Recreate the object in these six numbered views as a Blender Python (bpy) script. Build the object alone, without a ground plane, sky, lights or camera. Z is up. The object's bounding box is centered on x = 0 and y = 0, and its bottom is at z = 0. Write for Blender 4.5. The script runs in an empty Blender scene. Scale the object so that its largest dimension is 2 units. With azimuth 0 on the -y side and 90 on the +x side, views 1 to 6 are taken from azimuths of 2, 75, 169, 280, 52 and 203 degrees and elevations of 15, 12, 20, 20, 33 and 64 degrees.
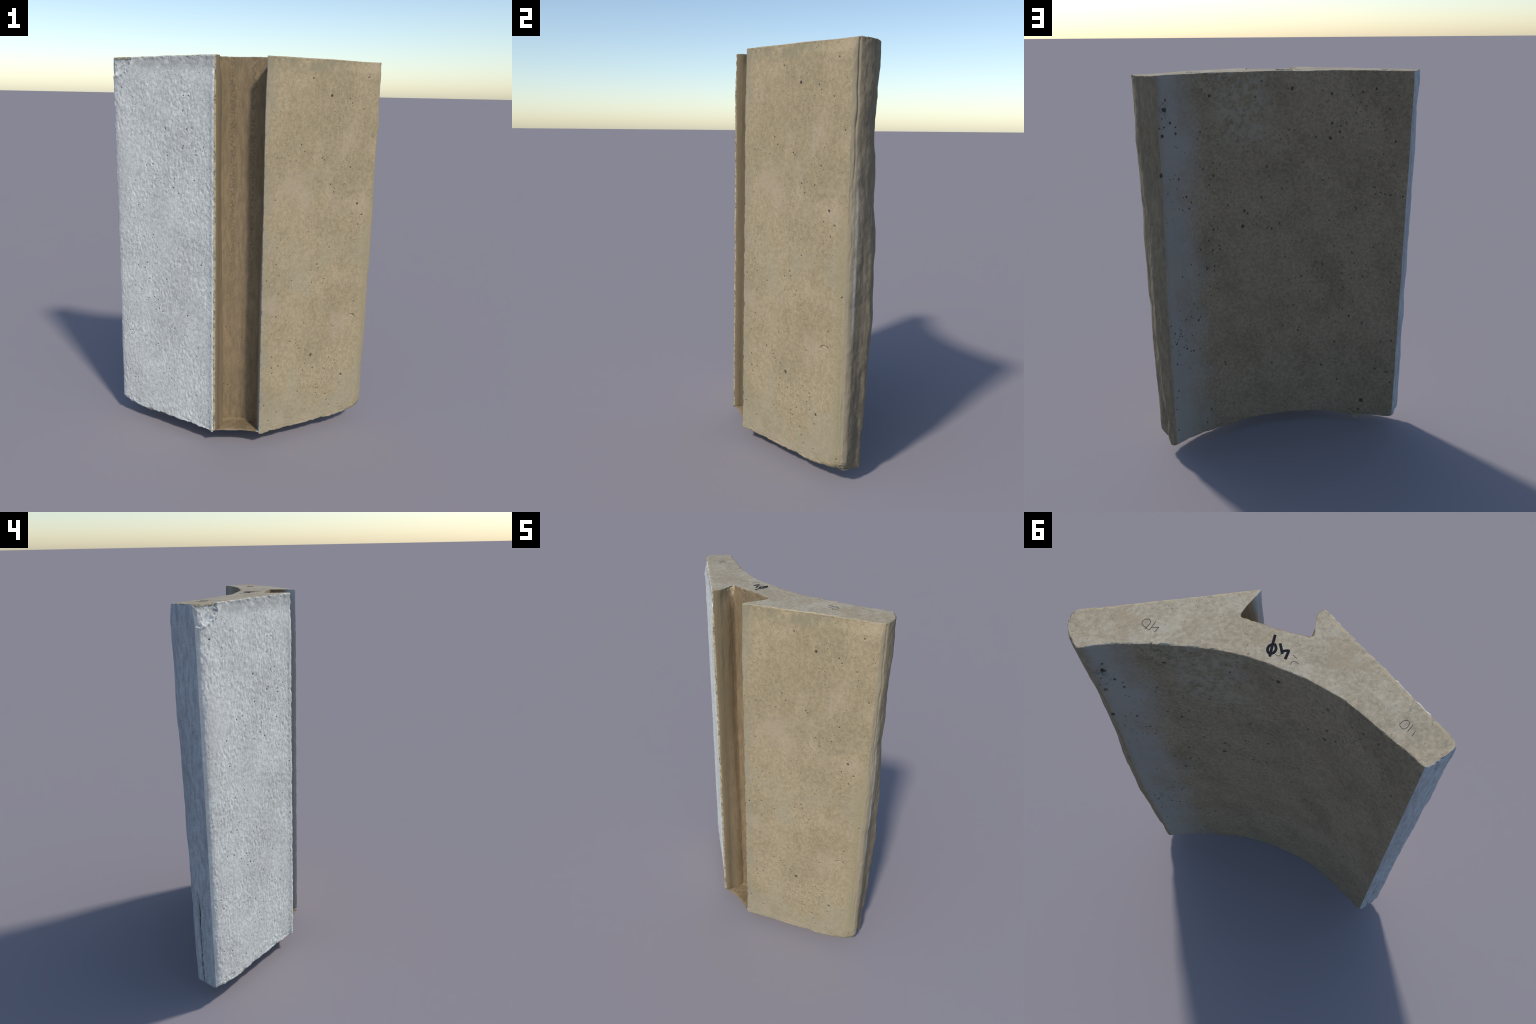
import bpy, math
import numpy as np

# ------------------------------------------------------------------
# A tall precast concrete block: two flat front faces meeting in a shallow
# "V", a dovetail channel running down the middle between them, short
# rounded sides, and a concave (cylindrical) back.
# Built as one dense shell (profile swept in z, with caps), given relief
# in code, then split by region into parts that share border vertices.
# ------------------------------------------------------------------
RNG = np.random.default_rng(40)
STEP = 0.0029                       # mesh spacing in metres

# ---------- noise ------------------------------------------------------
def _hash(ix, iy, iz, seed):
    h = (ix.astype(np.uint32) * np.uint32(374761393)
         + iy.astype(np.uint32) * np.uint32(668265263)
         + iz.astype(np.uint32) * np.uint32(2147483647)
         + np.uint32((seed * 974634777) & 0xffffffff))
    h = (h ^ (h >> np.uint32(13))) * np.uint32(1274126177)
    h = (h ^ (h >> np.uint32(16))) * np.uint32(2246822519)
    return h ^ (h >> np.uint32(15))

def noise(P, scale, seed=0):
    """gradient noise, about -1..1; P (n,3); scale = features per metre (scalar or xyz)"""
    q = P * np.asarray(scale, float)
    f0 = np.floor(q)
    i0 = f0.astype(np.int64)
    f = q - f0
    w = f * f * f * (f * (f * 6 - 15) + 10)
    out = np.zeros(len(P))
    for dx in (0, 1):
        wx = w[:, 0] if dx else 1 - w[:, 0]
        for dy in (0, 1):
            wy = w[:, 1] if dy else 1 - w[:, 1]
            for dz in (0, 1):
                wz = w[:, 2] if dz else 1 - w[:, 2]
                h = _hash(i0[:, 0] + dx, i0[:, 1] + dy, i0[:, 2] + dz, seed)
                gx = (h & np.uint32(1023)).astype(float) / 511.5 - 1
                gy = ((h >> np.uint32(10)) & np.uint32(1023)).astype(float) / 511.5 - 1
                gz = ((h >> np.uint32(20)) & np.uint32(1023)).astype(float) / 511.5 - 1
                out += wx * wy * wz * (gx * (f[:, 0] - dx) + gy * (f[:, 1] - dy) + gz * (f[:, 2] - dz))
    return out * 1.6

def fbm(P, scale, octaves, seed):
    s = np.asarray(scale, float)
    return sum(noise(P, s * 2 ** o, seed + o) * 0.5 ** o for o in range(octaves))

def sstep(a, b, x):
    t = np.clip((np.asarray(x, float) - a) / (b - a), 0, 1)
    return t * t * (3 - 2 * t)

def bell(x, c, w):
    return np.exp(-((x - c) / w) ** 2)

# ---------- plan profile (at the top) -------------------------------------
# each row: name, front control points, back control points, region of front, region of back
SEGMENTS = [
    ("left_corner",  [(-.672, .160), (-.686, .130), (-.689, .116)],
                     [(-.672, .160), (-.655, .184), (-.640, .210), (-.630, .224), (-.618, .229)], "left_side", "left_side"),
    ("left_face",    [(-.689, .116), (-.682, .100), (-.668, .088), (-.476, -.024), (-.300, -.125), (-.150, -.213), (-.137, -.222), (-.128, -.226)],
                     [(-.618, .229), (-.602, .223), (-.547, .197), (-.474, .167), (-.391, .129), (-.313, .098), (-.300, .094)], "left_face", "back"),
    ("left_nose",    [(-.128, -.226), (-.121, -.224), (-.109, -.212), (-.105, -.196), (-.113, -.160), (-.125, -.124), (-.127, -.106), (-.122, -.099)],
                     [(-.300, .094), (-.234, .080), (-.170, .068)], "channel", "back"),
    ("channel_wall", [(-.122, -.099), (-.080, -.095), (.006, -.088), (.095, -.088), (.124, -.088)],
                     [(-.170, .068), (-.100, .063), (-.040, .061), (.035, .060), (.100, .066), (.162, .076)], "channel", "back"),
    ("right_nose",   [(.124, -.088), (.135, -.092), (.137, -.110), (.131, -.147), (.121, -.183), (.115, -.212), (.116, -.226)],
                     [(.162, .076), (.215, .090), (.269, .106), (.300, .115)], "channel", "back"),
    ("right_face",   [(.116, -.226), (.128, -.220), (.264, -.141), (.433, -.045), (.527, .010), (.640, .074), (.666, .090), (.678, .101)],
                     [(.300, .115), (.379, .141), (.477, .181), (.536, .210), (.571, .234), (.583, .241)], "right_face", "back"),
    ("right_corner", [(.678, .101), (.684, .118), (.681, .145), (.674, .166)],
                     [(.583, .241), (.594, .245), (.610, .236), (.637, .213), (.663, .186), (.674, .166)], "right_side", "right_side"),
]

def resample(pts, n):
    p = np.array(pts, float)
    s = np.r_[0, np.cumsum(np.hypot(*np.diff(p, axis=0).T))]
    t = np.linspace(0, s[-1], n + 1)
    return np.c_[np.interp(t, s, p[:, 0]), np.interp(t, s, p[:, 1])], s[-1]

front, back, reg_f, reg_b = [], [], [], []
for name, f, b, rf, rb in SEGMENTS:
    n = max(4, int(math.ceil(max(resample(f, 1)[1], resample(b, 1)[1]) / STEP)))
    front.append(resample(f, n)[0][:-1]); back.append(resample(b, n)[0][:-1])
    reg_f += [rf] * n; reg_b += [rb] * n
front = np.vstack(front + [[SEGMENTS[-1][1][-1]]])
back = np.vstack(back + [[SEGMENTS[-1][2][-1]]])
nseg = len(reg_f)                          # cells along front (= along back)
loop = np.vstack([front, back[::-1][1:-1]])     # closed, 2*nseg points
NP = len(loop)
for _ in range(2):                             # soften control-point kinks
    loop = 0.5 * loop + 0.25 * (np.roll(loop, 1, 0) + np.roll(loop, -1, 0))
partner = (NP - np.arange(NP)) % NP
edge_region = np.array(reg_f + reg_b[::-1])         # region of edge i -> i+1

# medial curve, kept away from both ends: insets at the rims head for it
med = 0.5 * (loop + loop[partner])
mid_x = np.clip(med[:, 0], -.60, .60)
k = np.argsort(med[:nseg + 1, 0])
med = np.c_[mid_x, np.interp(mid_x, med[:nseg + 1, 0][k], med[:nseg + 1, 1][k])]
inward = med - loop
inward /= np.linalg.norm(inward, axis=1)[:, None] + 1e-9

# channel mask: profile points lying between the two nose tips
lx, ly = loop[:, 0], loop[:, 1]
idx = np.arange(NP)
tip_l = int(np.argmin(np.where(lx < 0, ly, 9)))
tip_r = int(np.argmin(np.where(lx > 0, ly, 9)))
in_channel = (idx > tip_l) & (idx < tip_r)
# where those points go to close the channel at the foot
mouth = loop.copy()
t = (idx - tip_l) / (tip_r - tip_l)
mouth[in_channel] = (loop[tip_l] + t[:, None] * (loop[tip_r] - loop[tip_l]))[in_channel]
mouth[in_channel, 1] += 0.014 * np.sin(np.pi * t[in_channel])

# ---------- rims -----------------------------------------------------------
def line_noise(freq, seed, rough=3):
    P = np.c_[loop * [1, 1], np.zeros(NP)]
    return fbm(P, freq, rough, seed)

is_back = idx > nseg
top_z = 1.994 + 0.0015 * line_noise(9, 3) + 0.004 * bell(lx, -.1, .5) * (ly < 0) - 0.004 * sstep(.4, .68, lx)
# ragged foot of the block
foot = 0.074 + 0.004 * line_noise(5, 11)
ragged = fbm(np.c_[loop, np.zeros(NP)], 14, 3, 21)
foot += 0.010 * np.where(in_channel | is_back, 0.4, 1.0) * (np.abs(ragged) - .25)
foot += 0.006 * sstep(.50, .66, lx) * (ly < .12) - 0.020 * sstep(.52, .62, lx) * sstep(.13, .2, ly) + 0.006 * sstep(-.55, -.68, lx)
foot -= 0.012 * bell(lx, -.40, .12) * is_back
foot[in_channel] = 0.083

end_dist = np.maximum(sstep(.52, .68, lx), sstep(-.56, -.69, lx))
r_top = 0.005 + 0.002 * line_noise(20, 5)
r_top = np.clip(r_top, .003, .012)
near_tip = np.minimum(np.hypot(lx - lx[tip_l], ly - ly[tip_l]), np.hypot(lx - lx[tip_r], ly - ly[tip_r]))
r_foot = 0.008 + 0.026 * end_dist + 0.050 * sstep(.60, .675, lx) * (.25 + .75 * sstep(.10, .17, ly))
r_foot = np.where(in_channel, 0.004, 0.004 + (r_foot - .004) * sstep(.005, .06, near_tip))

NF, NT = 26, 7                           # rows in foot rim and top rim
NM = int(1.90 / STEP)
rows = []                                # (NP,3) arrays from foot to top
for a in np.linspace(0, 1, NF, endpoint=False):
    th = a * math.pi / 2
    d = r_foot * (1 - math.sin(th)) ; z = foot + r_foot * (1 - math.cos(th))
    q = loop + inward * d[:, None]
    qc = mouth + (loop - mouth) * (a ** 1.0)        # shelf at the channel's foot
    q = np.where(in_channel[:, None], qc, q)
    z = np.where(in_channel, foot + 0.004 * sstep(0, .1, a) - 0.004 * sstep(.1, .8, a) + 0.006 * sstep(.85, 1, a), z)
    rows.append(np.c_[q, z])
z0 = np.where(in_channel, foot + .006, foot + r_foot); z1 = top_z - r_top
for a in np.linspace(0, 1, NM, endpoint=False):
    rows.append(np.c_[loop, z0 + (z1 - z0) * a])
for a in np.linspace(0, 1, NT):
    th = a * math.pi / 2
    rows.append(np.c_[loop + inward * (r_top * (1 - math.cos(th)))[:, None], z1 + r_top * math.sin(th)])
rows = np.array(rows)
NR = len(rows)

# ---------- caps -----------------------------------------------------------
NC = 70
def cap(ring, bulge):
    """points between ring front and ring back; (nseg-1, NC, 3)"""
    f = ring[1:nseg]; b = ring[partner[1:nseg]]
    v = (np.arange(1, NC + 1) / (NC + 1))[None, :, None]
    P = f[:, None, :] * (1 - v) + b[:, None, :] * v
    if bulge:
        x = P[:, :, 0]; y = P[:, :, 1]
        vv = v[:, :, 0]
        ends = np.clip((.68 - np.abs(x)) / .25, 0, 1)
        s = np.sin(np.pi * vv) * np.sin(np.pi / 2 * ends)
        P[:, :, 2] -= bulge * s
        # one lump of spilled concrete hangs lowest
        lump = np.exp(-((x + .447) / .032) ** 2 - ((y - .088) / .022) ** 2)
        P[:, :, 2] -= (P[:, :, 2] - .004) * lump * np.clip(np.sin(np.pi * vv) * 3, 0, 1)
    return P
cap_top = cap(rows[-1], 0)
cap_foot = cap(rows[0], 0.030)

# ---------- assemble vertices and faces ----------------------------------
V = np.vstack([rows.reshape(-1, 3), cap_top.reshape(-1, 3), cap_foot.reshape(-1, 3)])
n_side = NR * NP
off_top, off_foot = n_side, n_side + cap_top.size // 3
vid = np.arange(n_side).reshape(NR, NP)
vr = np.c_[vid, vid[:, :1]]
side_quads = np.stack([vr[:-1, :-1], vr[:-1, 1:], vr[1:, 1:], vr[1:, :-1]], -1).reshape(-1, 4)
side_reg = np.tile(edge_region, NR - 1)

def cap_faces(ring_ids, off, flip):
    f = ring_ids[1:nseg][:, None]; b = ring_ids[partner[1:nseg]][:, None]
    g = np.hstack([f, off + np.arange((nseg - 1) * NC).reshape(nseg - 1, NC), b])
    q = np.stack([g[:-1, :-1], g[1:, :-1], g[1:, 1:], g[:-1, 1:]], -1).reshape(-1, 4)
    e0, e1 = ring_ids[0], ring_ids[nseg]
    tri = [(e0, g[0, j], g[0, j + 1]) for j in range(NC + 1)] + [(e1, g[-1, j + 1], g[-1, j]) for j in range(NC + 1)]
    tri = np.array(tri)
    if flip:
        q = q[:, ::-1]; tri = tri[:, ::-1]
    return q, tri
tq, tt = cap_faces(vid[-1], off_top, False)
fq, ft = cap_faces(vid[0], off_foot, True)
quads = np.vstack([side_quads, tq, fq])
quad_reg = np.r_[side_reg, ["top_end"] * len(tq), ["underside"] * len(fq)]
tris = np.vstack([tt, ft])
tri_reg = np.r_[["top_end"] * len(tt), ["underside"] * len(ft)]

# ---------- lean and local swell -----------------------------------------
x, y, z = V.T
down = 1 - z / 2
depth = np.clip((y + .24) / .48, 0, 1)
ring_front = np.zeros(len(V)); ring_front[:n_side] = np.tile((idx <= nseg).astype(float), NR)
vv = np.arange(1, NC + 1) / (NC + 1)
cap_front = np.tile(1 - vv, nseg - 1)
ring_front[off_top:off_foot] = cap_front; ring_front[off_foot:] = cap_front
lean_front = -0.016 * down
lean_front += sstep(.2, .66, x) * (-0.013 * sstep(.0, .06, 1.99 - z) + 0.009 * down)
lean_front += sstep(.2, .66, -x) * (-0.006 * sstep(.0, .06, 1.99 - z) - 0.002 * down)
lean_back = -(0.016 + 0.019 * depth) * down
lean_back += 0.018 * bell(z, .85, .50) * sstep(.45, .6, x) * sstep(.1, .24, y)
lean_back -= 0.008 * bell(z, 1.62, .10) * sstep(.5, .62, x) * sstep(.12, .24, y)
lean_back += 0.008 * sstep(.50, .61, -x) * sstep(.0, .08, 1.99 - z)
side_blend = np.where(np.abs(x) > .62, sstep(.10, .20, y), 1 - ring_front)      # ease across the short sides
V[:, 1] += lean_front * (1 - side_blend) + lean_back * side_blend
V[:, 0] += 0.004 * bell(z, 1.2, .4) * sstep(.6, .68, x) + 0.002 * np.sign(x) * sstep(.6, .66, np.abs(x))
swell = sstep(1.6, .75, z) * bell(x, .62, .055) * sstep(.16, .21, y)
V[:, 0] += 0.026 * swell
V[:, 1] += 0.006 * swell
nose = sstep(.05, .0, np.abs(np.abs(x) - .12)) * sstep(-.17, -.21, y) * sstep(1.95, 1.8, z)
V[:, 0] -= 0.004 * nose
V[:, 1] -= 0.003 * nose
# the undercut of the channel fills up below its mouth at the top
fill = sstep(1.985, 1.90, z) * (.55 + .45 * sstep(1.6, .3, z))
chn = np.zeros(len(V)); chn[:n_side] = np.tile(in_channel.astype(float), NR)
inner = chn * sstep(-.215, -.13, y) * fill
V[:, 0] -= np.sign(x) * (0.034 * (x < 0) + 0.046 * (x > 0)) * inner * sstep(.04, .12, np.abs(x))
V[:, 1] -= 0.014 * chn * fill * sstep(-.13, -.105, y) * sstep(-.02, .06, x)
V[:, 1] -= 0.008 * inner * sstep(.06, .11, np.abs(x))

# ---------- relief -------------------------------------------------------
def vertex_normals(V):
    N = np.zeros_like(V)
    a, b, c, d = V[quads[:, 0]], V[quads[:, 1]], V[quads[:, 2]], V[quads[:, 3]]
    fn = np.cross(c - a, d - b)
    for j in range(4):
        for ax in range(3):
            N[:, ax] += np.bincount(quads[:, j], fn[:, ax], len(V))
    a, b, c = V[tris[:, 0]], V[tris[:, 1]], V[tris[:, 2]]
    fn = np.cross(b - a, c - a)
    for j in range(3):
        for ax in range(3):
            N[:, ax] += np.bincount(tris[:, j], fn[:, ax], len(V))
    return N / (np.linalg.norm(N, axis=1)[:, None] + 1e-12)

Nrm = vertex_normals(V)

# soft per-vertex region weights along the profile
def soft(regname, width=5):
    m = (edge_region == regname).astype(float)
    m = np.maximum(m, np.roll(m, 1))
    ker = np.ones(2 * width + 1) / (2 * width + 1)
    return np.convolve(np.r_[m[-width:], m, m[:width]], ker, "valid")
W = {}
for r in ("left_face", "right_face", "channel", "back", "left_side", "right_side"):
    w = np.zeros(len(V)); w[:n_side] = np.tile(soft(r), NR); W[r] = w
W["top_end"] = np.zeros(len(V)); W["top_end"][off_top:off_foot] = 1
W["underside"] = np.zeros(len(V)); W["underside"][off_foot:] = 1

h = np.zeros(len(V))
# broad waviness everywhere
h += 0.0016 * fbm(V, 6, 2, 31) * (1 - .6 * W["top_end"])
# orange-peel casting skin on the front faces
peel = fbm(V, (75, 75, 48), 2, 41)
calm = .35 + .65 * sstep(-.25, .35, fbm(V, 4, 2, 44))          # smoother and rougher areas
calm *= 1 - .6 * sstep(.10, .0, 1.97 - V[:, 2])
h += 0.0016 * calm * peel * W["left_face"] + 0.00085 * calm * peel * W["right_face"]
peel2 = fbm(V, (160, 160, 110), 2, 47)
h += 0.0005 * peel2 * (W["left_face"] + .6 * W["right_face"] + .6 * W["channel"])
h += 0.0008 * fbm(V, (40, 40, 12), 2, 51) * (W["channel"] + W["back"] * .5)
# hand-trowelled lumps on the short sides
side_w = W["left_side"] + W["right_side"]
h += 0.0060 * fbm(V, (9, 9, 4.0), 3, 61) * side_w
h += 0.0016 * fbm(V, (45, 45, 20), 3, 65) * side_w
h += 0.0008 * fbm(V, 55, 2, 68) * W["top_end"]
h += 0.006 * fbm(V, 9, 4, 71) * W["underside"] * sstep(.03, .06, V[:, 2])
# ragged arrises of the noses and of the two rims
ar = np.zeros(len(V))
tipw = np.tile(np.exp(-(near_tip / .008) ** 2), NR)
ar[:n_side] = tipw
h -= 0.0060 * ar * np.clip(fbm(V, (30, 30, 26), 4, 81) + .05, 0, 1)
rim = np.zeros(len(V))
rim[:n_side] = np.repeat(np.r_[np.zeros(NF), np.linspace(0, 1, NM) ** 120, np.ones(NT)], NP)
h -= 0.0045 * rim * np.clip(fbm(V, (48, 48, 48), 3, 85), 0, 1)
foot_rim = np.zeros(len(V))
foot_rim[:n_side] = np.repeat(np.r_[np.ones(NF), (1 - np.linspace(0, 1, NM)) ** 60, np.zeros(NT)], NP)
foot_rim[:n_side] *= np.tile(~in_channel, NR)
h -= 0.007 * foot_rim * np.clip(fbm(V, (22, 22, 30), 3, 88) - .1, 0, 1)
x, y, z = V.T

def crack(path_x, path_y, z_lo, z_hi, width, depth_m, seed):
    """vertical crack: dark narrow gutter following a wandering line"""
    wob = 0.006 * noise(np.c_[np.zeros(len(V)), np.zeros(len(V)), z], 9, seed)
    d = np.hypot(x - path_x(z), y - path_y(z) - wob)
    return -depth_m * np.exp(-(d / width) ** 2) * sstep(z_lo, z_lo + .06, z) * (1 - sstep(z_hi - .03, z_hi, z))
# flash line beside the right face, crack low on the left side
h += crack(lambda z: .684 + 0 * z, lambda z: .112 - .020 * down, 1.05, 2.0, .0045, .008, 91)
wob = 0.006 * noise(np.c_[0 * z, 0 * z, z], 7, 92) + .0015 * noise(np.c_[0 * z, 0 * z, z], 40, 93)
gap = W["left_side"] * np.exp(-((y - (.186 - .020 * down) - wob) / .0042) ** 2) * sstep(.80, .45, z) * sstep(.075, .10, z)
h -= 0.010 * gap
# the corner of the right face widens into a soft chamfer lower down
h -= 0.010 * bell(np.hypot(x - .674, y - .085), 0, .020) * sstep(1.55, .7, z) * (z < 2)
# hollow band along the left side
h -= 0.006 * bell(y, .165, .018) * W["left_side"] * sstep(.9, 1.6, z)
# lost corner and dressed patch at the top left of the left face
chip = fbm(V, (35, 35, 35), 3, 97)
cut = sstep(.012, .0, np.hypot((x + .690) * .9, z - 2.0) - .085 - .012 * chip)          # dressed corner, sunk behind a ragged step
h -= W["left_face"] * cut * (0.006 + 0.0035 * np.abs(chip))
h += 0.004 * W["left_face"] * bell(np.hypot((x + .690) * .9, z - 2.0) - .012 * chip, .098, .008)
h -= 0.0035 * W["left_face"] * sstep(1.955, 1.985, z) * (.5 + noise(V, 30, 95))
# worn hollow at the top of the right face
h -= 0.003 * W["right_face"] * sstep(1.92, 1.98, z) * bell(x, .36, .16)
# flaked skin near the top right of the back
flake = fbm(V, (28, 28, 28), 3, 101)
fl = W["back"] * bell(x, .33, .09) * sstep(1.80, 1.92, z)
h -= 0.006 * fl * sstep(.05, .18, flake)
h -= 0.009 * W["back"] * bell(x, .553, .028) * bell(z, 1.83, .07) * sstep(-.1, .3, flake)
h -= 0.0025 * W["back"] * bell(x, .20, .07) * bell(z, 1.74, .12) * sstep(.0, .2, fbm(V, 60, 2, 105))
# torn foot of the right side
h -= 0.010 * W["right_side"] * bell(z, .24, .06) * sstep(.12, .2, y) * (.6 + noise(V, (20, 20, 8), 111))

# ---------- air holes -----------------------------------------------------
hole = np.zeros(len(V))
grid_h = np.zeros(n_side)
def dig(region_w, cx, cz, r, dep, stretch=1.0, tilt=0.0, dark=True):
    """round bubble hole, centre given by x and z on a region of the shell"""
    cand = np.where(region_w[:n_side] > .5)[0] if not isinstance(region_w, int) else None
    if cand is not None:
        d = (V[cand, 0] - cx) ** 2 + (V[cand, 2] - cz) ** 2
        c = cand[np.argmin(d)]
    else:
        c = region_w
    j, i = divmod(int(c), NP)
    m = int(r * max(1, stretch) / STEP * 1.6) + 2
    jj = np.clip(np.arange(j - m, j + m + 1), 0, NR - 1); jj = np.unique(jj)
    ii = np.arange(i - m, i + m + 1) % NP
    ids = vid[np.ix_(jj, ii)].ravel()
    D = V[ids] - V[c]
    hor = np.sign(D[:, 0]) * np.hypot(D[:, 0], D[:, 1])
    u = hor * math.cos(tilt) + D[:, 2] * math.sin(tilt)
    w = -hor * math.sin(tilt) + D[:, 2] * math.cos(tilt)
    rr = np.hypot(u, w / stretch) / r
    prof = 1 - sstep(.55, 1.1, rr)
    h[ids] = np.where(prof > 0, h[ids] - dep * prof, h[ids])
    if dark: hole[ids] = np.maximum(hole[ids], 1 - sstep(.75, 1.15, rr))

back_holes = [(-.067, 1.912, 8), (-.258, 1.884, 6), (-.400, 1.892, 5.5), (-.460, 1.907, 6), (-.263, 1.743, 6), (-.051, 1.713, 5),
    (-.257, 1.668, 8), (-.008, 1.670, 5), (.094, 1.379, 6), (.182, 1.318, 7), (.194, 1.235, 10), (.040, 1.207, 6), (-.118, .929, 6),
    (-.207, .965, 5), (-.375, .693, 6), (-.304, .529, 6), (-.592, .567, 6), (-.457, .161, 13), (-.445, .096, 7), (-.235, .379, 6),
    (-.351, .385, 5), (.047, .413, 6), (.311, .461, 6), (.341, 1.89, 8), (.391, 1.729, 5), (.567, 1.727, 9), (.506, 1.733, 6),
    (.548, 1.84, 11), (.602, 1.55, 9), (.085, 1.948, 5)]
right_holes = [(.432, 1.823, 6.5), (.336, 1.904, 4), (.622, 1.916, 4.5), (.595, 1.281, 6), (.625, 1.219, 5), (.447, 1.388, 4),
    (.380, .470, 8), (.518, .410, 4.5), (.558, .317, 6), (.428, .263, 5), (.47, .22, 4.5)]
left_holes = [(-.392, 1.652, 5.5), (-.465, 1.470, 5.5), (-.280, .690, 4.5), (-.642, .282, 4), (-.20, .98, 4), (-.53, 1.08, 4)]
for lst, reg in ((back_holes, "back"), (right_holes, "right_face"), (left_holes, "left_face")):
    for cx, cz, r in lst:
        dig(W[reg], cx, cz, r * .001, r * .0010, 1 + .35 * RNG.random(), RNG.uniform(-.6, .6))
def scatter(reg, count, rmin, rmax, power=2.5, prefer=None):
    cand = np.where(W[reg][:n_side] > .95)[0]
    cand = cand[(V[cand, 2] > .13) & (V[cand, 2] < 1.96)]
    p = np.clip(noise(V[cand], 5, 7) + .35, .02, 1)
    if prefer is not None: p = p * prefer(V[cand])
    for c in RNG.choice(cand, count, replace=False, p=p / p.sum()):
        r = (rmin + (rmax - rmin) * RNG.random() ** power) * .001
        dig(int(c), 0, 0, r, r * 1.0, 1 + .5 * RNG.random(), RNG.uniform(-.7, .7))
scatter("back", 430, 2.4, 5.8, prefer=lambda P: 1 + 2.5 * ((P[:, 0] > .38) & (P[:, 2] < .8)))
scatter("right_face", 170, 2.2, 4.0, prefer=lambda P: .3 + 1.0 * (P[:, 2] < 1.6))
scatter("left_face", 240, 2.2, 3.8, prefer=lambda P: .3 + 1.0 * (P[:, 2] < 1.6))
scatter("channel", 12, 2.2, 3.5)
# crescent-shaped dent low on the right face
cxy = [(.572, .650), (.580, .662), (.594, .667), (.607, .662), (.617, .650)]
for a in np.linspace(0, 1, 12):
    px = np.interp(a, np.linspace(0, 1, 5), [c[0] for c in cxy]); pz = np.interp(a, np.linspace(0, 1, 5), [c[1] for c in cxy])
    dig(W["right_face"], px, pz, .0045, .0038, dark=False)

V = V + Nrm * h[:, None]
V[:, 2] += (2.0 - V[:, 2].max()) * sstep(1.5, 1.99, V[:, 2]) + (0.0005 - V[:, 2].min()) * (1 - sstep(.0, .08, V[:, 2]))
Nrm = vertex_normals(V)

# faces inside holes become a part of their own
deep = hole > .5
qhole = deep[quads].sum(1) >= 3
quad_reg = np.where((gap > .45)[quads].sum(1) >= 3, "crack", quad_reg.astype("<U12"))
quad_reg = np.where(qhole & ~np.isin(quad_reg, ["top_end", "underside"]), "air_holes", quad_reg.astype("<U12"))

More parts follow.
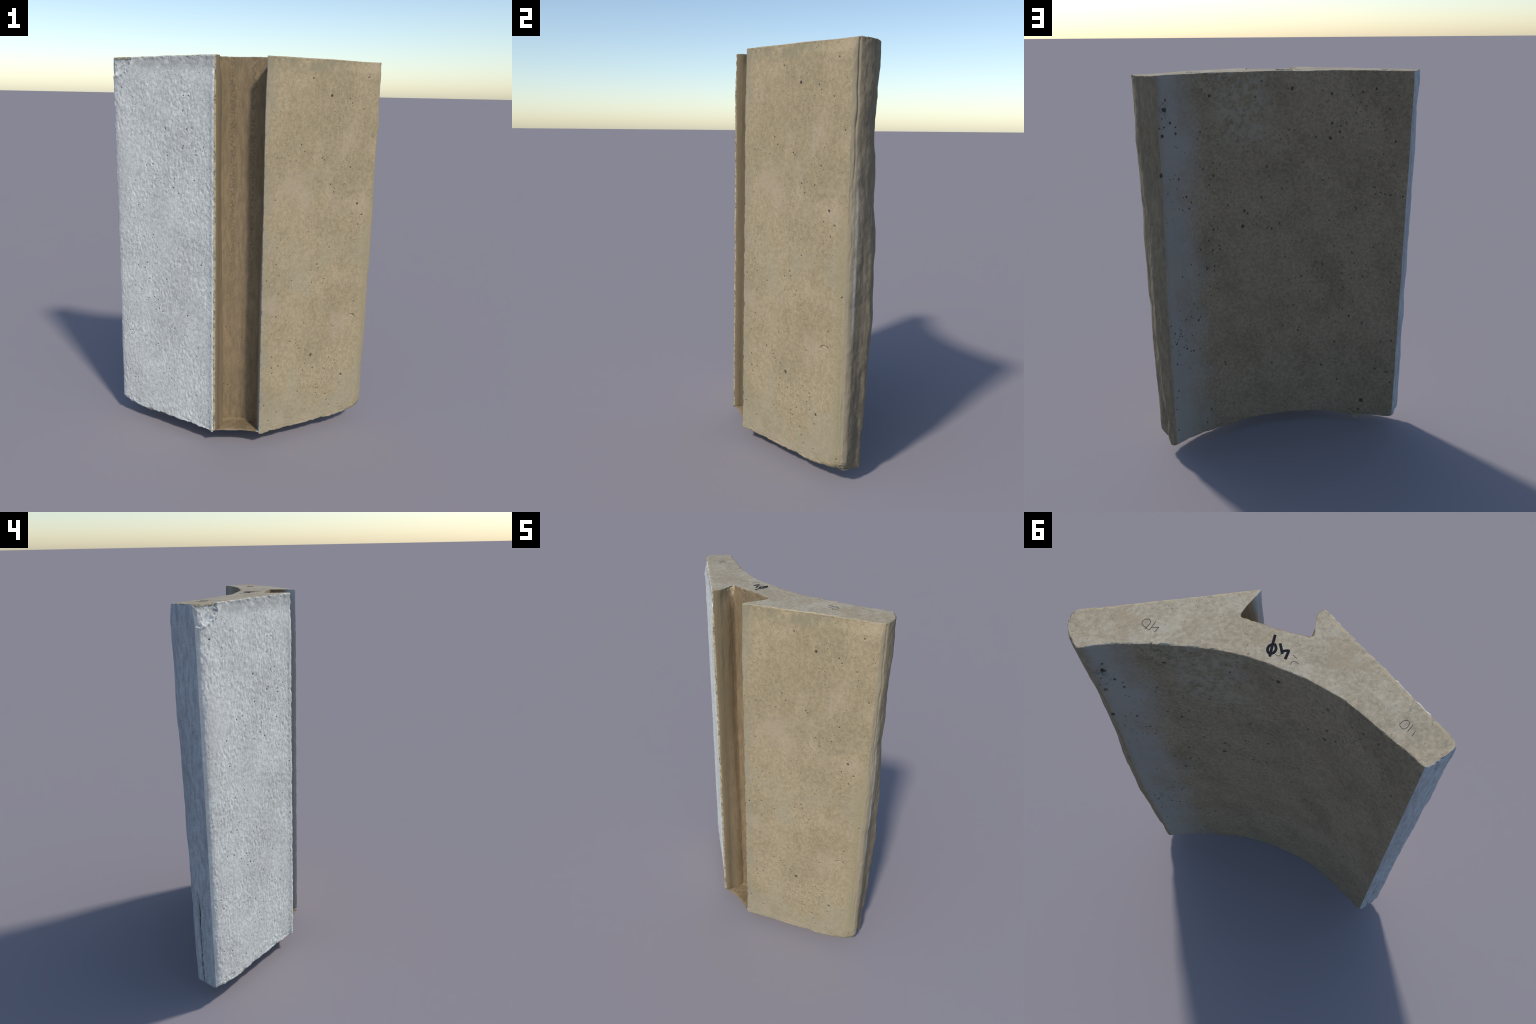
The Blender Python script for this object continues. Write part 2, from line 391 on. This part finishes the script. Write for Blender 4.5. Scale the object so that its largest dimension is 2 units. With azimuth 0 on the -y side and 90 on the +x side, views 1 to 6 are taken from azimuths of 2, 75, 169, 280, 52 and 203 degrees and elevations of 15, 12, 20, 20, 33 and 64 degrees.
# ---------- materials ----------------------------------------------------
def concrete(name, base, warm, stain, stain_amount=.5, dots=.5, grain=1.0, streak=(1, 1, 1), bump=.35, rough=.9, extra=None):
    """cast concrete: two-tone mottling, stains, pin holes and fine grain"""
    m = bpy.data.materials.new(name); m.use_nodes = True
    nt = m.node_tree; nd, lk = nt.nodes, nt.links
    bs = nd["Principled BSDF"]
    bs.inputs["Roughness"].default_value = rough
    bs.inputs["Specular IOR Level"].default_value = .25
    tc = nd.new("ShaderNodeTexCoord"); mp = nd.new("ShaderNodeMapping")
    mp.inputs["Scale"].default_value = streak
    lk.new(tc.outputs["Object"], mp.inputs["Vector"])
    def tex(scale, detail=4, rgh=.6, vec=None):
        n = nd.new("ShaderNodeTexNoise"); n.inputs["Scale"].default_value = scale
        n.inputs["Detail"].default_value = detail; n.inputs["Roughness"].default_value = rgh
        lk.new(vec or mp.outputs["Vector"], n.inputs["Vector"]); return n.outputs["Fac"]
    def ramp(src, a, b, lo=0.0, hi=1.0):
        r = nd.new("ShaderNodeMapRange"); r.interpolation_type = "SMOOTHSTEP"
        r.inputs["From Min"].default_value = a; r.inputs["From Max"].default_value = b
        r.inputs["To Min"].default_value = lo; r.inputs["To Max"].default_value = hi
        lk.new(src, r.inputs["Value"]); return r.outputs["Result"]
    def mix(fac, c1, c2, mode="MIX"):
        n = nd.new("ShaderNodeMix"); n.data_type = "RGBA"; n.blend_type = mode
        for s, v in ((n.inputs["Factor"], fac), (n.inputs["A"], c1), (n.inputs["B"], c2)):
            if isinstance(v, (int, float)): s.default_value = v
            elif isinstance(v, tuple): s.default_value = (*v, 1)
            else: lk.new(v, s)
        return n.outputs["Result"]
    def mul(a, b):
        n = nd.new("ShaderNodeMath"); n.operation = "MULTIPLY"
        for s, v in ((n.inputs[0], a), (n.inputs[1], b)):
            if isinstance(v, (int, float)): s.default_value = v
            else: lk.new(v, s)
        return n.outputs[0]
    col = mix(ramp(tex(4.5, 5), .38, .62), base, warm)
    col = mix(mul(ramp(tex(2.3, 6, .65), .50, .70), stain_amount), col, stain)
    # fine grain
    g1 = tex(60, 4, .7); g2 = tex(230, 3, .7, tc.outputs["Object"])
    col = mix(grain * .55, col, mix(1.0, col, mix(ramp(g1, .3, .7), (.62, .62, .62), (1.32, 1.32, 1.32)), "MULTIPLY"))
    col = mix(grain * .45, col, mix(1.0, col, mix(ramp(g2, .3, .7), (.66, .66, .66), (1.28, 1.28, 1.28)), "MULTIPLY"))
    # pin holes
    vo = nd.new("ShaderNodeTexVoronoi"); vo.inputs["Scale"].default_value = 62
    lk.new(tc.outputs["Object"], vo.inputs["Vector"])
    sep = nd.new("ShaderNodeSeparateColor"); lk.new(vo.outputs["Color"], sep.inputs["Color"])
    pin = mul(ramp(vo.outputs["Distance"], .13, .20, 1, 0), ramp(sep.outputs["Red"], 1 - .55 * dots - .02, 1 - .55 * dots + .02))
    pin = mul(pin, ramp(tex(5, 2, .5, tc.outputs["Object"]), .40, .55))
    col = mix(mul(pin, .75), col, tuple(c * .25 for c in base))
    v2 = nd.new("ShaderNodeTexVoronoi"); v2.inputs["Scale"].default_value = 115
    lk.new(tc.outputs["Object"], v2.inputs["Vector"])
    s2 = nd.new("ShaderNodeSeparateColor"); lk.new(v2.outputs["Color"], s2.inputs["Color"])
    pin2 = mul(ramp(v2.outputs["Distance"], .16, .30, 1, 0), ramp(s2.outputs["Green"], 1 - .40 * dots - .02, 1 - .40 * dots + .02))
    pin2 = mul(pin2, ramp(tex(9, 3, .6, tc.outputs["Object"]), .42, .58))
    col = mix(mul(pin2, .62), col, tuple(c * .38 for c in base))
    if extra: col = extra(nd, lk, tc, col, tex, ramp, mix, mul)
    lk.new(col, bs.inputs["Base Color"])
    b1 = nd.new("ShaderNodeBump"); b1.inputs["Strength"].default_value = bump; b1.inputs["Distance"].default_value = .004
    lk.new(g1, b1.inputs["Height"])
    b2 = nd.new("ShaderNodeBump"); b2.inputs["Strength"].default_value = bump * .8; b2.inputs["Distance"].default_value = .0012
    lk.new(g2, b2.inputs["Height"]); lk.new(b1.outputs["Normal"], b2.inputs["Normal"])
    lk.new(b2.outputs["Normal"], bs.inputs["Normal"])
    return m

def plain(name, colour, rough=.8):
    m = bpy.data.materials.new(name); m.use_nodes = True
    nd, lk = m.node_tree.nodes, m.node_tree.links
    bs = nd["Principled BSDF"]; bs.inputs["Roughness"].default_value = rough
    tc = nd.new("ShaderNodeTexCoord"); n = nd.new("ShaderNodeTexNoise"); n.inputs["Scale"].default_value = 180
    lk.new(tc.outputs["Object"], n.inputs["Vector"])
    mx = nd.new("ShaderNodeMix"); mx.data_type = "RGBA"
    lk.new(n.outputs["Fac"], mx.inputs["Factor"])
    mx.inputs["A"].default_value = (*[c * .75 for c in colour], 1); mx.inputs["B"].default_value = (*[c * 1.25 for c in colour], 1)
    lk.new(mx.outputs["Result"], bs.inputs["Base Color"])
    return m

def axis(nd, lk, tc, k):
    n = nd.new("ShaderNodeSeparateXYZ"); lk.new(tc.outputs["Object"], n.inputs[0]); return n.outputs[k]

def left_extra(nd, lk, tc, col, tex, ramp, mix, mul):
    X, Z = axis(nd, lk, tc, 0), axis(nd, lk, tc, 2)
    rough = ramp(tex(22, 4, .7), .32, .52)
    band = mul(mul(ramp(Z, 1.925, 1.962), ramp(Z, 1.999, 1.988)), rough)          # weathered top band
    col = mix(mul(band, .8), col, (.40, .395, .36))
    edge = mul(ramp(X, -.60, -.655), ramp(tex(9, 4), .35, .55))                      # warmer outer margin
    col = mix(mul(edge, .6), col, (.60, .575, .54))
    lichen = mul(ramp(tex(7, 5, .6), .56, .66), ramp(tex(40, 3, .6), .45, .6))
    return mix(mul(lichen, .45), col, (.52, .51, .43))

def right_extra(nd, lk, tc, col, tex, ramp, mix, mul):
    X, Z = axis(nd, lk, tc, 0), axis(nd, lk, tc, 2)
    band = mul(mul(ramp(Z, 1.915, 1.955), ramp(Z, 1.996, 1.985)), mul(ramp(X, .55, .42), ramp(tex(14, 3), .35, .6)))
    col = mix(mul(band, .8), col, (.25, .215, .135))
    def wob(amount, sc):
        n = nd.new("ShaderNodeMath"); n.operation = "MULTIPLY_ADD"
        lk.new(tex(sc, 4, .6, tc.outputs["Object"]), n.inputs[0]); n.inputs[1].default_value = amount; lk.new(X, n.inputs[2])
        return n.outputs[0]
    margin = mul(ramp(wob(.10, 16), .225, .165), ramp(tex(5, 3), .35, .6))
    col = mix(mul(margin, .6), col, (.30, .265, .185))
    green = mul(ramp(tex(3.1, 4), .50, .64), ramp(Z, 1.55, .9))
    col = mix(mul(green, .45), col, (.355, .315, .215))
    pink = ramp(tex(4.2, 3, .5, tc.outputs["Object"]), .55, .68)
    col = mix(mul(pink, .5), col, (.42, .33, .225))
    strip = mul(ramp(wob(.03, 20), .648, .672), ramp(Z, 1.5, 1.1))
    return mix(mul(strip, .55), col, (.33, .275, .16))

def channel_extra(nd, lk, tc, col, tex, ramp, mix, mul):
    X, Y, Z = axis(nd, lk, tc, 0), axis(nd, lk, tc, 1), axis(nd, lk, tc, 2)
    def stripe(c, w): return mul(ramp(X, c - w, c - w * .3), ramp(X, c + w, c + w * .3))
    speck = ramp(tex(130, 4, .8, tc.outputs["Object"]), .40, .62)
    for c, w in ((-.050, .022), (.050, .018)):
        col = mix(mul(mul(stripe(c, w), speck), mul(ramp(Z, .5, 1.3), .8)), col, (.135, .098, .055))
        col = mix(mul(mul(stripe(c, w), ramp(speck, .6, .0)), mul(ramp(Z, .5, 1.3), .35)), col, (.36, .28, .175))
    # blue skylight tinted into the right wall's lip, tan crust on the other lip
    lip = mul(ramp(X, .096, .108), ramp(Y, -.15, -.20))
    col = mix(mul(lip, .9), col, (.46, .49, .52))
    wall = mul(ramp(X, -.092, -.104), ramp(Y, -.13, -.16))
    col = mix(mul(wall, .8), col, (.185, .145, .085))  # left wall colour darkened for the shade inside the channel
    tan = mul(ramp(X, -.118, -.124), ramp(tex(60, 3, .6, tc.outputs["Object"]), .36, .55))
    return mix(mul(tan, .8), col, (.50, .41, .26))

def back_extra(nd, lk, tc, col, tex, ramp, mix, mul):
    X, Z = axis(nd, lk, tc, 0), axis(nd, lk, tc, 2)
    n = nd.new("ShaderNodeMath"); n.operation = "MULTIPLY_ADD"
    lk.new(tex(5, 4), n.inputs[0]); n.inputs[1].default_value = .30; lk.new(X, n.inputs[2])
    fade = nd.new("ShaderNodeMath"); fade.operation = "MULTIPLY_ADD"
    lk.new(Z, fade.inputs[0]); fade.inputs[1].default_value = .022; lk.new(X, fade.inputs[2])          # the ridge wanders with height
    cool = mul(ramp(n.outputs[0], .50, .72), ramp(fade.outputs[0], .640, .592))
    col = mix(mul(cool, .85), col, (.265, .258, .245))  # bluish sky illumination painted along the right horn
    # pale patch near the top
    patch = mul(mul(ramp(X, .36, .27), ramp(X, .0, .12)), mul(ramp(Z, 1.55, 1.75), ramp(tex(26, 5, .7), .42, .58)))
    return mix(mul(patch, .6), col, (.285, .252, .205))

def right_side_extra(nd, lk, tc, col, tex, ramp, mix, mul):
    X, Y, Z = axis(nd, lk, tc, 0), axis(nd, lk, tc, 1), axis(nd, lk, tc, 2)
    near = ramp(Y, .135, .105)
    col = mix(mul(near, .8), col, (.35, .29, .19))
    white = mul(mul(ramp(Y, .114, .124), ramp(Y, .136, .126)), mul(ramp(Z, .50, .95), ramp(Z, 1.6, 1.25)))
    white = mul(white, ramp(tex(6, 3, .5, tc.outputs["Object"]), .25, .60))
    return mix(mul(white, .6), col, (.54, .53, .50))

def top_extra(nd, lk, tc, col, tex, ramp, mix, mul):
    pale = ramp(tex(11, 5, .6), .50, .66)
    col = mix(mul(pale, .4), col, (.46, .415, .325))
    brown = mul(ramp(tex(6, 4), .52, .66), .55)
    col = mix(brown, col, (.33, .265, .17))
    # tan crust along the front arris
    X, Y = axis(nd, lk, tc, 0), axis(nd, lk, tc, 1)
    n = nd.new("ShaderNodeMath"); n.operation = "ABSOLUTE"; lk.new(X, n.inputs[0])
    d = nd.new("ShaderNodeMath"); d.operation = "MULTIPLY_ADD"; lk.new(n.outputs[0], d.inputs[0]); d.inputs[1].default_value = -.573; lk.new(Y, d.inputs[2])
    crust = mul(ramp(d.outputs[0], -.272, -.284), ramp(tex(30, 4, .7), .40, .58))
    return mix(mul(crust, .75), col, (.47, .38, .23))

MAT = {
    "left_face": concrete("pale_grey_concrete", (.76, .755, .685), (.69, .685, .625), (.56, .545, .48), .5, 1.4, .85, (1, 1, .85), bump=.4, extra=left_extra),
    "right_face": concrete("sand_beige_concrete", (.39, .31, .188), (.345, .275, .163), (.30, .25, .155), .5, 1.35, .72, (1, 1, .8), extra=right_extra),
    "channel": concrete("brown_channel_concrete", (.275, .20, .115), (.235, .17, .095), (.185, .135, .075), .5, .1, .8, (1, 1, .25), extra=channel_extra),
    "back": concrete("dark_grey_concrete", (.235, .190, .133), (.205, .165, .113), (.165, .135, .095), .6, 1.25, 1.0, extra=back_extra),  # base colours lowered: the back's unlit gloom is partly baked in
    "left_side": concrete("cool_trowelled_concrete", (.37, .405, .44), (.31, .335, .365), (.235, .245, .25), .7, .4, 1.0, (1, 1, .25)),  # blue cast of open sky mixed into the base colours
    "right_side": concrete("warm_trowelled_concrete", (.22, .182, .125), (.195, .16, .11), (.155, .127, .09), .5, .3, .9, (1, 1, .3), extra=right_side_extra),  # made darker because this side lies away from the sun
    "top_end": concrete("smooth_grey_concrete", (.40, .345, .25), (.375, .31, .215), (.30, .265, .19), .5, .3, .8, bump=.25, extra=top_extra),
    "underside": concrete("broken_concrete", (.36, .32, .25), (.32, .28, .22), (.26, .23, .18), .5, .3, 1.0),
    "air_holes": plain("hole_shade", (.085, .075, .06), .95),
}
INK = plain("black_marker_ink", (.010, .011, .016), .8)
PENCIL = plain("pencil_line", (.07, .065, .07), .7)
for m_ in (INK, PENCIL): m_.node_tree.nodes["Principled BSDF"].inputs["Specular IOR Level"].default_value = .1

# ---------- objects ------------------------------------------------------
root = bpy.data.objects.new("concrete_block", None)
root["label"] = "tall grey precast concrete block with dovetail channel and curved back"
root["category"] = "concrete block"
bpy.context.scene.collection.objects.link(root)

def part(name, region, material, parent=root):
    q = quads[quad_reg == region]; tr = tris[tri_reg == region]
    if isinstance(material, str): material = MAT[material]
    used = np.unique(np.r_[q.ravel(), tr.ravel()])
    lut = np.full(len(V), -1); lut[used] = np.arange(len(used))
    q, tr = lut[q], lut[tr]
    me = bpy.data.meshes.new(name)
    me.vertices.add(len(used)); me.vertices.foreach_set("co", V[used].astype(np.float32).ravel())
    me.loops.add(q.size + tr.size); me.loops.foreach_set("vertex_index", np.r_[q.ravel(), tr.ravel()].astype(np.int32))
    me.polygons.add(len(q) + len(tr))
    start = np.r_[np.arange(len(q)) * 4, len(q) * 4 + np.arange(len(tr)) * 3]
    me.polygons.foreach_set("loop_start", start.astype(np.int32))
    me.update(calc_edges=True); me.validate()
    me.polygons.foreach_set("use_smooth", np.ones(len(me.polygons), bool))
    me.normals_split_custom_set_from_vertices(Nrm[used].astype(np.float32))
    me.materials.append(material)
    ob = bpy.data.objects.new(name, me); ob.parent = parent
    bpy.context.scene.collection.objects.link(ob)
    return ob

part("front_face", "left_face", "left_face")
part("front_face", "right_face", "right_face")
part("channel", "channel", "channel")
part("curved_back", "back", "back")
part("side", "left_side", "left_side")
part("side", "right_side", "right_side")
top = part("top_end", "top_end", "top_end")
part("underside", "underside", "underside")
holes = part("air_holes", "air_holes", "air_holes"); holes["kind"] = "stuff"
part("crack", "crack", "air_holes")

# handwritten marks on the top end
def top_height(px, py):
    sel = V[off_top:off_foot]
    return float(sel[np.argmin((sel[:, 0] - px) ** 2 + (sel[:, 1] - py) ** 2), 2])
def pen(name, strokes, width, mat):
    cu = bpy.data.curves.new(name, "CURVE"); cu.dimensions = "3D"
    cu.bevel_depth = width / 2; cu.bevel_resolution = 2; cu.use_fill_caps = True
    for st in strokes:
        sp = cu.splines.new("NURBS"); sp.points.add(len(st) - 1)
        sp.order_u = 3; sp.use_endpoint_u = True; sp.resolution_u = 6
        for p, (px, py) in zip(sp.points, st): p.co = (px, py, 0, 1)
    tmp = bpy.data.objects.new(name, cu); bpy.context.scene.collection.objects.link(tmp)
    me = bpy.data.meshes.new_from_object(tmp.evaluated_get(bpy.context.evaluated_depsgraph_get()))
    bpy.data.objects.remove(tmp); bpy.data.curves.remove(cu)
    for v in me.vertices:      # press the line flat onto the surface
        v.co.z = top_height(v.co.x, v.co.y) + v.co.z * (.0012 / width) + .0002
    me.materials.append(mat)
    ob = bpy.data.objects.new(name, me); ob.parent = root
    bpy.context.scene.collection.objects.link(ob)
    return ob
pen("number_mark", [[(-.006, -.059), (-.011, -.032), (-.017, -.001), (-.024, .030)],
    [(-.018, -.023), (-.007, -.018), (-.003, .000), (-.010, .016), (-.023, .020), (-.032, .007), (-.032, -.011), (-.018, -.025)],
    [(-.035, -.033), (-.049, -.012), (-.058, .004)],
    [(-.053, -.005), (-.062, -.012), (-.073, -.018), (-.0735, -.012), (-.075, .019)]], .0098, INK)
pen("number_mark", [[(.402, .084), (.420, .078), (.438, .070), (.438, .051), (.422, .041), (.411, .050), (.411, .067), (.416, .085)],
    [(.396, .043), (.397, .062), (.400, .084)], [(.398, .073), (.386, .068), (.375, .059), (.3755, .064), (.379, .085)]], .0024, PENCIL)
pen("number_mark", [[(-.502, .112), (-.507, .096), (-.524, .087), (-.531, .100), (-.525, .122), (-.510, .126), (-.501, .112)],
    [(-.541, .097), (-.538, .112), (-.532, .128)], [(-.555, .117), (-.550, .138)]], .0020, PENCIL)
pen("pencil_mark", [[(-.100, .034), (-.098, .021), (-.108, .014), (-.123, .020)], [(-.094, -.006), (-.103, .001), (-.110, .002)],
    [(-.033, .012), (-.047, .020), (-.056, .011), (-.053, -.006)]], .0018, PENCIL)
